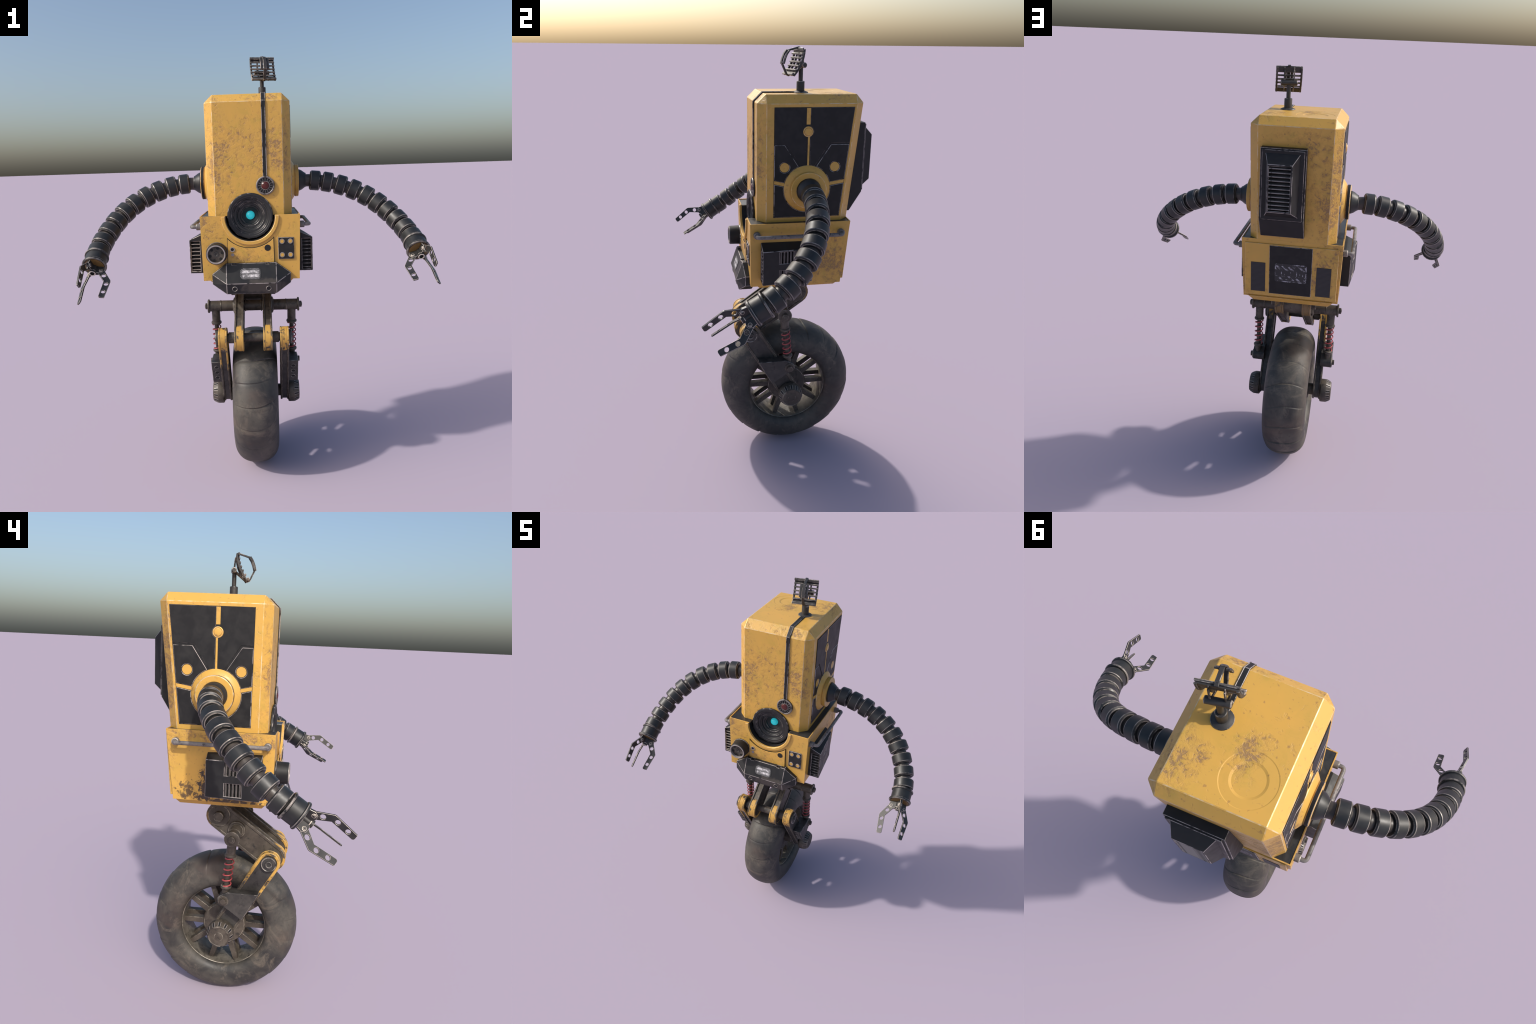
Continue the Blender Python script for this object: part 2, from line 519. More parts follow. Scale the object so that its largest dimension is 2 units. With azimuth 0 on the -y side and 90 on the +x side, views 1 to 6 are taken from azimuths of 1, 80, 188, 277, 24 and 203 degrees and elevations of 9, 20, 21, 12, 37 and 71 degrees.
F = -0.018
side_plates = [
    ([(F, 1.759), (0.1175, 1.759), (0.1175, 1.683)] + on_circle(BTN, 0.0245, (0.1175, 1.683), (0.1175, 1.637)) + [(0.1175, 1.637), (0.1175, 1.5175)]
     + on_circle(SH, R_SH, (0.1175, 1.5175), (0.096, 1.516), 5) + [(0.0325, 1.6125), (F, 1.6125)], []),
    ([(0.1365, 1.759), (back_edge(1.759), 1.759), (back_edge(1.6125), 1.6125), (0.2235, 1.6125)] + on_circle(SH, R_SH, (0.160, 1.516), (0.1385, 1.5175), 5)
     + [(0.1365, 1.637)] + on_circle(BTN, 0.0245, (0.1365, 1.637), (0.1365, 1.683)), []),
    ([(F, 1.604), (0.0265, 1.604)] + on_circle(SH, R_SH, (0.088, 1.512), (0.0245, 1.441)) + [(F, 1.4525)], [circle((0.027, 1.508), 0.023, 28)]),
    ([(back_edge(1.604), 1.604), (0.2295, 1.604)] + on_circle(SH, R_SH, (0.168, 1.512), (0.2315, 1.441)) + [(back_edge(1.4525), 1.4525)], [circle((0.250, 1.508), 0.023, 28)]),
    ([(F, 1.4345)] + on_circle(SH, R_SH, (0.0225, 1.424), (0.128, 1.30), 12) + on_circle(SH, R_SH, (0.128, 1.30), (0.2335, 1.424), 12)[1:] + [(back_edge(1.4345), 1.4345), (back_edge(1.286), 1.286), (F, 1.286)], []),
]
for s in (-1, 1):
    base = Matrix(((0, 0, s, X0 + s * (HW - 0.0004)), (1, 0, 0, 0), (0, 1, 0, 0), (0, 0, 0, 1)))
    for outer, holes in side_plates:
        me = plate_mesh("head_side_panel", outer, holes, 0.0034)
        me.transform(base)
        if s < 0:
            me.flip_normals()
        add("head_side_panel", me, head, DARK, wear=0.0017)
    x = X0 + s * HW
    outline = [(F - 0.002, 1.761), (back_edge(1.761) + 0.002, 1.761), (back_edge(1.284) + 0.002, 1.284), (F - 0.002, 1.284)]
    add("panel_backing", Build().prism(outline, 0, *sorted((x - s * 0.002, x + s * 0.0009))).mesh("panel_backing"), head, DARK, wear=0)
    inlay = Build()
    xa = sorted((x - s * 0.001, x + s * 0.0021))
    inlay.prism([(0.1185, 1.69), (0.1355, 1.69), (0.1355, 1.758), (0.1185, 1.758)], 0, *xa)
    inlay.prism([(0.1265, 1.51), (0.1345, 1.51), (0.1345, 1.64), (0.1265, 1.64)], 0, *xa)  # channel's lit half only; its shaded half is coloured by the dark backing
    for yc in (0.027, 0.250):
        inlay.prism(circle((yc, 1.508), 0.0205, 24), 0, *xa)
    inlay.prism([(F, 1.4505), (F, 1.4365), (0.0265, 1.426), (0.0265, 1.440)], 0, *xa)
    inlay.prism([(back_edge(1.4505), 1.4505), (back_edge(1.4365), 1.4365), (0.2295, 1.426), (0.2295, 1.440)], 0, *xa)
    add("panel_inlay", inlay.mesh("panel_inlay"), head, YEL_TRIM, wear=0)
    add("side_button", Build().lathe([(-0.002, 0.0225), (0.003, 0.0225), (0.0045, 0.021), (0.0045, 0.0175), (0.003, 0.017), (0.003, 0.016), (0.0075, 0.015), (0.008, 0.013), (0.008, 0.0)], (x, *BTN), (s, 0, 0), 28).mesh("side_button"), head, YEL_TRIM)

# cable strip running down from the mast over the front bevel
strip = [(0.10, 1.811), (-0.052, 1.811), (-0.089, 1.775), (-0.089, 1.43)]
off = [(0.10, 1.8145), (-0.0535, 1.8145), (-0.0925, 1.7765), (-0.0925, 1.43)]
low = [(0.10, 1.806), (-0.05, 1.806), (-0.084, 1.773), (-0.084, 1.43)]
st = Build().prism(off + low[::-1], 0, 0.0310, 0.0495)
add("cable_strip", st.mesh("cable_strip"), head, DARK_TRIM)
st = Build()
for a, b in ((0.0306, 0.0336), (0.0469, 0.0499)):
    o2 = [(0.098, 1.8165), (-0.054, 1.8165), (-0.0945, 1.777), (-0.0945, 1.432)]
    st.prism(o2 + low[::-1], 0, a, b)
add("cable_strip_rim", st.mesh("cable_strip_rim"), head, DARK_TRIM)

# red signal light
SL = (0.0405, 1.398)
add("signal_bezel", Build().lathe([(0, 0.043), (0.010, 0.043), (0.0125, 0.0405), (0.0125, 0.036), (0.0085, 0.034), (0.0085, 0.021), (0.011, 0.0205), (0.011, 0.018), (0.006, 0.0175), (0.006, 0)], (SL[0], -0.087, SL[1]), (0, -1, 0), 48).mesh("signal_bezel"), head, DARK_TRIM)
add("signal_lamp", Build().lathe([(0.006, 0.018), (0.011, 0.0175), (0.0145, 0.013), (0.016, 0.006), (0.0162, 0)], (SL[0], -0.087, SL[1]), (0, -1, 0), 28).mesh("signal_lamp"), head, RED)
fin = Build().box((-0.0023, -0.0115, 0.0222), (0.0023, -0.007, 0.0335)).mesh("signal_fin")
for k in range(16):
    add("signal_fin", fin, head, FIN, Matrix.Translation((SL[0], -0.0875, SL[1])) @ Matrix.Rotation(k * PI / 8, 4, "Y"))

# big round eye: stepped cone with a cyan lens
EYE = (-0.033, 1.2615)
prof = [(-0.0565, 0.096), (0.0005, 0.096), (0.0005, 0.100), (0.004, 0.1055), (0.0115, 0.1055), (0.0138, 0.1035), (0.0138, 0.094)]
r, t = 0.092, 0.0125
for w, d in ((0.010, 0.004), (0.007, 0.007), (0.012, 0.005), (0.006, 0.008), (0.012, 0.007), (0.008, 0.009)):
    prof += [(t, r), (t - 0.0012, r - w + 0.002), (t - d, r - w)]
    r, t = r - w, t - d
prof += [(t - 0.010, 0.023), (t - 0.013, 0.0225), (t - 0.013, 0)]
add("eye_housing", Build().lathe(prof, (EYE[0], -0.0875, EYE[1]), (0, -1, 0), 56).mesh("eye_housing", dissolve=False), head, dark_coat("eye_enamel", base=(0.012, 0.012, 0.013), light=(0.019, 0.019, 0.020), edge_amt=0.6, gate=(0.5, 0.6)), angle=20)
add("eye_lens", Build().lathe([(0, 0.0205), (0.008, 0.020), (0.014, 0.016), (0.018, 0.009), (0.0195, 0)], (EYE[0], -0.0875 + 0.043, EYE[1]), (0, -1, 0), 32).mesh("eye_lens"), head, LENS)

# louvred vent on the back of the head
VX0, VX1 = -0.087, 0.106
def backface(z):
    return 0.326 + (z - 1.266) / (1.775 - 1.266) * 0.05
vent = Build()
vent.hull([(x, y, z) for x in (VX0, VX1) for y, z in ((0.34, 1.692), (0.398, 1.688), (0.398, 1.378), (0.344, 1.290), (0.30, 1.290))])
add("back_vent", vent.mesh("back_vent"), head, DARK_TRIM)
vent = Build().prism([(VX0 + 0.008, 1.682), (VX1 - 0.008, 1.682), (VX1 - 0.008, 1.384), (VX0 + 0.008, 1.384)], 1, 0.39, 0.4045)
add("back_vent_frame", vent.mesh("back_vent_frame"), head, DARK_TRIM)
outer = [(x, 0.402, z) for x, z in ((VX0 + 0.024, 1.671), (VX1 - 0.022, 1.671), (VX1 - 0.022, 1.398), (VX0 + 0.024, 1.398))]
IN = (-0.036, 0.067, 1.428, 1.630)
SLOT = (-0.0285, 0.061, 1.4345, 1.6225)
top = [(x, 0.444, z) for x, z in ((IN[0], IN[3]), (IN[1], IN[3]), (IN[1], IN[2]), (IN[0], IN[2]))]
hood = cut(Build().hull(outer + top).mesh("vent_hood"), Build().box((SLOT[0], 0.42, SLOT[2]), (SLOT[1], 0.5, SLOT[3])).mesh("slot"))
add("vent_hood", hood, head, DARK_TRIM)
add("vent_recess", Build().box((SLOT[0] - 0.001, 0.4195, SLOT[2] - 0.001), (SLOT[1] + 0.001, 0.4215, SLOT[3] + 0.001)).mesh("vent_recess"), head, BLACK)
slat = Build().hull([(x, y, z) for x in (SLOT[0] - 0.001, SLOT[1] + 0.001) for y, z in ((0.425, 0.004), (0.425, 0.009), (0.4438, -0.0035), (0.4438, 0.0010))]).mesh("vent_slat")
for k in range(11):
    add("vent_slat", slat, head, SLAT, Matrix.Translation((0, 0, SLOT[2] + 0.0085 + k * (SLOT[3] - SLOT[2]) / 11)))

# ------------------------------------------------------------------- mast
AX, AY = 0.039, 0.115
mast = part("antenna", Build().lathe([(0, 0.034), (0.003, 0.034), (0.007, 0.024), (0.009, 0.018), (0.009, 0.0175), (0.047, 0.0175), (0.049, 0.016), (0.049, 0.0095), (0.115, 0.0095), (0.115, 0)], (AX, AY, 1.8108), (0, 0, 1), 28).mesh("antenna"), MAST)
DISH = Matrix.Translation((AX, AY, 0)) @ Matrix.Rotation(math.radians(10.7), 4, "Z")
arc = [(-0.004, 1.989), (-0.0065, 1.965), (-0.012, 1.943), (-0.021, 1.922), (-0.035, 1.901), (-0.052, 1.880)]


def arc_at(t):
    f = t * (len(arc) - 1)
    i = min(int(f), len(arc) - 2)
    f -= i
    p = [arc[i][k] + (arc[i + 1][k] - arc[i][k]) * f for k in (0, 1)]
    d = Vector((arc[i + 1][0] - arc[i][0], arc[i + 1][1] - arc[i][1])).normalized()
    return p, d, Vector((d.y, -d.x))      # point, tangent, normal towards the front


def rib(depth):
    back, front = [], []
    for k in range(13):
        p, d, nn = arc_at(k / 12 * 0.999)
        w = depth * (0.55 + 0.45 * math.sin(PI * k / 12))
        back.append((p[0], p[1]))
        front.append((p[0] + nn.x * w, p[1] + nn.y * w))
    return back + front[::-1]


add("dish_hinge", Build().cyl((-0.037, 0.002, 1.925), (0.037, 0.002, 1.925), 0.0115, 20, 0.002).mesh("dish_hinge"), mast, MAST, DISH)
brace = Build()
for x in (-0.021, 0.021):
    for q in ((-0.003, 1.978), (-0.052, 1.884)):
        a, b = Vector((x, 0.002, 1.925)), Vector((x, *q))
        d = (b - a).normalized()
        u = d.cross(Vector((1, 0, 0))).normalized()
        brace.hull([p + u * e * 0.0035 + Vector((f * 0.003, 0, 0)) for p in (a, b) for e in (-1, 1) for f in (-1, 1)])
add("dish_brace", brace.mesh("dish_brace"), mast, MAST, DISH)
for x, w in ((-0.0538, 0.0085), (-0.0215, 0.0045), (0.0215, 0.0045), (0.0538, 0.0085)):
    add("dish_rib", Build().prism(rib(0.0105 if abs(x) > 0.04 else 0.010), 0, x - w / 2, x + w / 2).mesh("dish_rib"), mast, MAST, DISH)
for k, tt in enumerate((0.015, 0.165, 0.325, 0.49, 0.655, 0.82, 0.975)):
    p, d, nn = arc_at(tt)
    h = 0.0058 if k in (0, 6) else 0.0037
    c = Vector((0, p[0], p[1])) + Vector((0, nn.x, nn.y)) * 0.012
    dd, n3 = Vector((0, d.x, d.y)), Vector((0, nn.x, nn.y))
    me = Build().hull([c + Vector((e * 0.0585, 0, 0)) + dd * f * h + n3 * g * 0.0035 for e in (-1, 1) for f in (-1, 1) for g in (-1, 1)]).mesh("dish_slat")
    add("dish_slat", me, mast, GRID, DISH)


for t0, t1 in ((0.0, 0.15), (0.84, 0.999)):
    (p, d, nn), (q, d2, n2) = arc_at(t0), arc_at(t1)
    v = [(a[0] + m.x * w, a[1] + m.y * w) for a, m in ((p, nn), (q, n2)) for w in (0.003, 0.0075)]
    add("dish_backing", Build().prism([v[0], v[1], v[3], v[2]], 0, -0.0535, 0.0535).mesh("dish_backing"), mast, MAST, DISH, wear=0)


def strap(path, half, thick):
    """Flat bar through (y, z) points."""
    up, dn = [], []
    for i, p in enumerate(path):
        a = Vector(path[max(i - 1, 0)])
        b = Vector(path[min(i + 1, len(path) - 1)])
        t = (b - a).normalized()
        n = Vector((-t.y, t.x)) * thick / 2
        up.append((p[0] + n.x, p[1] + n.y))
        dn.append((p[0] - n.x, p[1] - n.y))
    return Build().prism(up + dn[::-1], 0, -half, half)


add("feed_boom", strap([(-0.006, 1.993), (-0.014, 1.9965), (-0.067, 1.982)], 0.0065, 0.007).mesh("feed_boom"), mast, MAST, DISH)
add("feed_boom", strap([(-0.089, 1.934), (-0.066, 1.886), (-0.054, 1.8815)], 0.0065, 0.007).mesh("feed_boom"), mast, MAST, DISH)
add("feed_plate", strap([(-0.0675, 1.9865), (-0.0785, 1.971), (-0.0865, 1.952), (-0.0925, 1.930)], 0.0078, 0.006).mesh("feed_plate"), mast, MAST, DISH)
for s in (-1, 1):
    add("feed_wing", strap([(-0.061, 1.984), (-0.072, 1.969), (-0.080, 1.950), (-0.0855, 1.930)], 0.0062, 0.0065).mesh("feed_wing"), mast, MAST, DISH @ Matrix.Translation((s * 0.0148, 0, 0)))

# ------------------------------------------------------------------ torso
TB = 0.969
def side_off(z):
    return 0.2215 + (z - TB) / (1.262 - TB) * 0.0065
def rear_y(z):
    return 0.294 + (z - TB) / (1.262 - TB) * 0.032
pts = [(X0 + s * side_off(z), y, z) for s in (-1, 1) for z, ys in ((1.2668, (-0.128, 0.3265)), (TB, (-0.124, 0.294))) for y in ys]
torso_me = cut(Build().hull(pts).mesh("torso"), Build().cyl((EYE[0], -0.2, 1.2615), (EYE[0], -0.030, 1.2615), 0.1135, 56).mesh("bite"))
torso_me = cut(torso_me, Build().box((X0 - 0.2238, -0.1238, 1.2612), (X0 + 0.2238, 0.3222, 1.3)).mesh("tray"))
torso = part("torso", torso_me, YEL_TORSO, wear=0.0024)

cover = [(-0.2245, -0.124), (-0.1135, -0.124), (-0.1135, -0.032), (0.1135, -0.032), (0.1135, -0.124), (0.2245, -0.124), (0.2245, 0.3225), (-0.2245, 0.3225)]
add("top_cover", Build().prism([(X0 + x, y) for x, y in cover], 2, 1.25, 1.2638).mesh("top_cover"), torso, dark_coat("cover_enamel", base=(0.016, 0.017, 0.018), light=(0.04, 0.04, 0.04), edge_amt=0.8, edge_col=(0.45, 0.38, 0.3), rough=0.38))
half = circle((EYE[0], 1.2615), 0.1132, 30, PI, 2 * PI, True)
add("eye_socket", Build().prism(half + circle((EYE[0], 1.2615), 0.1105, 30, 2 * PI, PI, True), 1, -0.1235, -0.032).prism([(p[0], p[1]) for p in half], 1, -0.034, -0.0305).mesh("eye_socket", dissolve=False), torso, DARK, wear=0)
rim = circle((EYE[0], 1.2635), 0.1155, 34, PI, 2 * PI, True) + circle((EYE[0], 1.2635), 0.1315, 34, 2 * PI, PI, True)
add("socket_rim", Build().prism(rim, 1, -0.1345, -0.118).mesh("socket_rim", dissolve=False), torso, YEL_TRIM)
# apron below the eye: arch cut by the socket
ap = [(-0.1385, 1.164)] + [p for p in on_circle((EYE[0], 1.2635), 0.147, (-0.1385, 1.160), (0.0705, 1.160), 24)] + [(0.0705, 1.164), (0.0715, 1.040), (-0.1395, 1.040)]
seam = [(-0.1410, 1.166)] + on_circle((EYE[0], 1.2635), 0.1445, (-0.1410, 1.160), (0.0730, 1.160), 24) + [(0.0730, 1.166), (0.0740, 1.040), (-0.1420, 1.040)]
add("apron_seam", Build().prism(seam, 1, -0.1292, -0.12).mesh("apron_seam", dissolve=False), torso, DARK, wear=0)
add("front_apron", Build().prism(ap, 1, -0.1325, -0.12).mesh("front_apron", dissolve=False), torso, YEL_TORSO, wear=0.0017)


def stud(name, x, z, y, prof, mat, segs=24, wear=0.0):
    return add(name, Build().lathe(prof, (x, y, z), (0, -1, 0), segs).mesh(name), torso, mat, wear=wear)


NZ = (-0.1895, 1.0985)
stud("lamp_barrel", *NZ, -0.12, [(0, 0.050), (0.012, 0.050), (0.014, 0.0475), (0.060, 0.046), (0.0625, 0.0445), (0.0640, 0.042), (0.0640, 0.038), (0.052, 0.036), (0.052, 0.0)], DARK_TRIM, 40, 0.0012)
add("lamp_ring", Build().lathe([(0.0600, 0.0432), (0.0658, 0.0425), (0.0662, 0.0395), (0.0655, 0.0372), (0.0535, 0.0362), (0.0535, 0.0375)], (NZ[0], -0.12, NZ[1]), (0, -1, 0), 40, close=True).mesh("lamp_ring", dissolve=False), torso, BRIGHT)
stud("lamp_face", *NZ, -0.1705, [(0, 0.0362), (0.0018, 0.0362), (0.0022, 0.0350), (0.0022, 0)], METAL, 32)
for k in range(6):
    a = k * PI / 3 + 0.25
    stud("lamp_hole", NZ[0] + 0.0285 * math.cos(a), NZ[1] + 0.0285 * math.sin(a), -0.1720, [(0, 0.0068), (0.0016, 0.0068), (0.0016, 0)], BLACK, 16)
stud("lamp_core", *NZ, -0.172, [(0, 0.013), (0.003, 0.012), (0.0035, 0.006), (0.0015, 0.004), (0.0015, 0)], DARK_METAL)
stud("socket_ring", -0.118, 1.113, -0.1315, [(0, 0.0112), (0.004, 0.0112), (0.004, 0.0075), (0.0025, 0.007), (0.0025, 0)], BRIGHT)
stud("socket_ring", -0.1175, 1.089, -0.1315, [(0, 0.0072), (0.004, 0.0072), (0.004, 0.0045), (0.003, 0.004), (0.003, 0)], BRIGHT)
stud("socket_core", -0.118, 1.113, -0.1315, [(0, 0.0074), (0.003, 0.0074), (0.003, 0)], DARK)
stud("socket_hole_ring", 0.043, 1.117, -0.1310, [(0, 0.0160), (0.0022, 0.0156), (0.0022, 0)], YEL_TRIM)
stud("socket_hole", 0.043, 1.117, -0.1315, [(0, 0.0145), (0.0022, 0.0145), (0.0022, 0)], BLACK)
add("control_panel", Build().box((0.0915, -0.1305, 1.0625), (0.1635, -0.12, 1.1625)).mesh("control_panel"), torso, DARK_TRIM)
for x in (0.1095, 0.147):
    for z in (1.082, 1.1445):
        stud("panel_bolt_ring", x, z, -0.130, [(0, 0.0118), (0.0034, 0.0114), (0.0034, 0.0086), (0.001, 0.0085), (0.001, 0)], BRIGHT)
        stud("panel_bolt", x, z, -0.1305, [(0, 0.0083), (0.0022, 0.0080), (0.0026, 0.007), (0.0026, 0)], YEL_TRIM)

# bumper: faceted dark box under the apron, with worn hatching
bump = []
for s in (-1, 1):
    bump += [(X0 + s * 0.1135, -0.150, 1.051), (X0 + s * 0.1135, -0.181, 0.962), (X0 + s * 0.1135, -0.167, 0.912),
             (X0 + s * 0.180, -0.144, 1.002), (X0 + s * 0.180, -0.144, 0.956), (X0 + s * 0.1135, -0.105, 0.912),
             (X0 + s * 0.150, -0.105, 0.935), (X0 + s * 0.180, -0.110, 1.002), (X0 + s * 0.180, -0.110, 0.956), (X0 + s * 0.1135, -0.110, 1.051)]
bme = Build().hull(bump).mesh("bumper")
for x in (X0 - 0.079, X0 + 0.077):
    bme = cut(bme, Build().box((x - 0.010, -0.2, 1.0455), (x + 0.010, -0.134, 1.06)).mesh("notch"))
bumper = add("bumper", bme, torso, BUMPER, angle=8, wear=0.0018, least=0.25)
slope = Vector((0, -0.181 + 0.150, 0.962 - 1.051)).normalized()
nrm = Vector((0, slope.z, -slope.y)).normalized()
for x in (-0.111, 0.043):
    o = Vector((x, -0.1745, 0.9375))
    d = Vector((0, -0.05, -0.014))
    add("bumper_hole_ring", Build().lathe([(-0.001, 0.0125), (0.0022, 0.0122), (0.0022, 0.0098), (-0.001, 0.0095)], o, d, 24, close=True).mesh("bumper_hole_ring"), torso, PIPE)
    add("bumper_hole", Build().lathe([(-0.002, 0.0098), (0.001, 0.0098), (0.001, 0)], o, d, 20).mesh("bumper_hole"), torso, BLACK)


def rounded(w, h, r, n=6):
    o = []
    for cx, cy, a in ((w / 2 - r, h / 2 - r, 0), (-w / 2 + r, h / 2 - r, PI / 2), (-w / 2 + r, -h / 2 + r, PI), (w / 2 - r, -h / 2 + r, 3 * PI / 2)):
        o += circle((cx, cy), r, n, a, a + PI / 2, True)
    return o


n, x, y, ay, stripe = stripe_decal("worn_hatch_mark", (0.094, 0.05), -0.75, 15, 0)
row = n.ramp(n.math("ABSOLUTE", n.math("SUBTRACT", ay, 0.0095)), 0.0085, 0.0045)
cloud = n.ramp(n.noise(62, 3, 0.6, 0.3), 0.38, 0.6, 0.15, 1.0)
cloud = n.math("MULTIPLY", cloud, n.ramp(n.math("ADD", n.math("ABSOLUTE", x), n.math("MULTIPLY", n.noise(50, 2, 0.5, seed=19), 0.02)), 0.051, 0.045))
fill = n.math("MULTIPLY", n.math("MAXIMUM", row, n.ramp(ay, 0.006, 0.004, 0.0, 0.25)), cloud)
hatch = n.math("MULTIPLY", stripe, n.ramp(n.noise(40, 3, 0.6, seed=3), 0.38, 0.58, 0.12, 0.42))
ink = n.math("MAXIMUM", fill, hatch)
ink = n.math("MULTIPLY", ink, n.ramp(n.math("ADD", x, n.math("MULTIPLY", n.noise(45, 3, 0.6, seed=12), 0.03)), 0.060, 0.052))
HATCHMARK = n.finish(n.mix(ink, (0.016, 0.0165, 0.0175), (0.62, 0.60, 0.60)), 0.55)
mid = Vector((-0.037, -0.150, 1.051)) + slope * 0.049
add("bumper_marking", plate_mesh("bumper_marking", rounded(0.096, 0.051, 0.018), [], 0.001), torso, HATCHMARK, frame(mid - (-nrm) * 0.0 + Vector((0, -0.0003, 0)), nrm if nrm.y < 0 else -nrm, (1, 0, 0)))

# grilled boxes and hand rails on both flanks
for s in (-1, 1):
    xi, xo = X0 + s * 0.215, X0 + s * 0.2865
    body = Build().hull([(x if y < 0 or x == xi else X0 + s * 0.264, y, z) for x, z in ((xi, 0.998), (xo, 0.998), (xo, 1.156), (xi, 1.186)) for y in (-0.080, 0.150)])
    body = body.mesh("side_box")
    g0, g1 = sorted((X0 + s * 0.238, X0 + s * 0.2785))
    body = cut(body, Build().box((g0, -0.1, 1.008), (g1, -0.06, 1.148)).mesh("slot"))
    def xout(y):
        return 0.2865 - 0.0225 * (y + 0.08) / 0.23
    x0, x1 = sorted((X0 + s * 0.258, X0 + s * 0.30))
    for z0, z1 in ((1.0095, 1.063), (1.0955, 1.149)):
        body = cut(body, Build().box((x0, -0.003, z0), (x1, 0.0695, z1)).mesh("slot"))
    add("side_box", body, torso, DARK_TRIM, wear=0.0022)
    g = Build().box((g0 - 0.001, -0.0615, 1.007), (g1 + 0.001, -0.059, 1.149))
    for z0, z1 in ((1.0095, 1.063), (1.0955, 1.149)):
        a, b = sorted((X0 + s * 0.2595, X0 + s * 0.257))
        g.box((a, -0.004, z0 - 0.001), (b, 0.0705, z1 + 0.001))
    add("side_box_recess", g.mesh("side_box_recess"), torso, BLACK)
    louvre = Build().hull([(x, y, z) for x in (g0 - 0.001, g1 + 0.001) for y, z in ((-0.0785, -0.0015), (-0.0785, 0.0018), (-0.066, 0.003), (-0.066, 0.006))]).mesh("front_louvre")
    for k in range(8):
        add("front_louvre", louvre, torso, SLAT, Matrix.Translation((0, 0, 1.0135 + k * 0.0172)))
    bar = Build().box((-0.005, -0.0032, 0), (0.005, 0.0032, 0.0535)).mesh("side_louvre")
    for z0 in (1.0095, 1.0955):
        for k in range(5):
            yk = 0.0035 + k * 0.0149
            add("side_louvre", bar, torso, SLAT, Matrix.Translation((X0 + s * (xout(yk) - 0.0065), yk, z0)), wear=0.0008)
    # rail
    xs, xr = X0 + s * 0.222, X0 + s * 0.2705
    rail = Build()
    for yy in (-0.098, 0.283):
        rail.cyl((xs, yy, 1.218), (X0 + s * 0.249, yy, 1.218), 0.0155, 20, 0.002)
    q = []
    for yy, sg in ((-0.098, 1), (0.283, -1)):
        arcp = [(X0 + s * 0.240, yy, 1.218)] + [(X0 + s * (0.2585 + 0.012 * math.sin(a)), yy + sg * 0.012 * (1 - math.cos(a)), 1.218) for a in (0, PI / 8, PI / 4, 3 * PI / 8, PI / 2)]
        q.append(arcp)
    rail.tube(q[0] + q[1][::-1], 0.0088, 14)
    add("hand_rail", rail.mesh("hand_rail", dissolve=False), torso, PIPE)

# back of the torso
def plate_y(z):
    return rear_y(z) + 0.0055 + (1.2465 - z) / 0.26 * 0.0075
def on_back(x0, x1, z0, z1, lift):
    return Build().hull([(x, y, z) for x in (x0, x1) for z in (z0, z1) for y in (rear_y(z) - 0.01, plate_y(z) + lift)])
add("back_plate", on_back(-0.246, 0.1785, 0.985, 1.2465, 0.0).mesh("back_plate"), torso, YEL_TORSO)
add("back_panel", on_back(-0.1295, 0.065, 0.9985, 1.2415, 0.0030).mesh("back_panel"), torso, DARK)
for x0, x1 in ((-0.2175, -0.151), (0.083, 0.1495)):
    add("back_grille", on_back(x0, x1, 1.005, 1.1525, 0.0015).mesh("back_grille"), torso, MESH)
# worn warning sign: frame, hazard bars top and bottom, a few letter strokes
n, x, y, ay, stripe = stripe_decal("worn_warning_sign", (0.142, 0.092), 1.1, 5.5, 0)
hz = n.math("MULTIPLY", stripe, n.math("MULTIPLY", n.ramp(ay, 0.014, 0.0155), n.ramp(ay, 0.036, 0.0345)))
ax = n.math("ABSOLUTE", x)
fr = n.math("MAXIMUM", n.ramp(ay, 0.040, 0.0412), n.ramp(ax, 0.067, 0.0682))
letters = n.math("MULTIPLY", n.ramp(ay, 0.0115, 0.0105), n.ramp(n.math("ABSOLUTE", n.math("SUBTRACT", n.math("FRACT", n.math("MULTIPLY", x, 72)), 0.5)), 0.34, 0.38))
letters = n.math("MULTIPLY", letters, n.ramp(n.noise(60, 2, 0.5, seed=6), 0.48, 0.56))
ink = n.math("MAXIMUM", n.math("MAXIMUM", hz, fr), n.math("MULTIPLY", letters, 0.9))
faded = n.ramp(n.noise(42, 4, 0.6, 0.4, seed=9), 0.47, 0.57)
SIGN = n.finish(n.mix(n.math("MULTIPLY", n.math("MULTIPLY", ink, faded), 0.8), (0.021, 0.021, 0.023), (0.40, 0.39, 0.43)), 0.55)
tilt = Vector((0, plate_y(1.24) - plate_y(1.0), 0.24)).normalized()
nb = Vector((0, tilt.z, -tilt.y))
zc = 1.111
add("warning_sign", plate_mesh("warning_sign", rounded(0.145, 0.092, 0.008), [], 0.0008), torso, SIGN, frame((-0.034, plate_y(zc) + 0.0029, zc), nb, (-1, 0, 0)))

# belly pan
pts = [(X0 + s * 0.200, y, 0.973) for s in (-1, 1) for y in (-0.106, 0.302)] + [(X0 + s * 0.176, y, 0.9415) for s in (-1, 1) for y in (-0.078, 0.276)]
add("belly_pan", Build().hull(pts).mesh("belly_pan"), torso, YEL_TORSO)

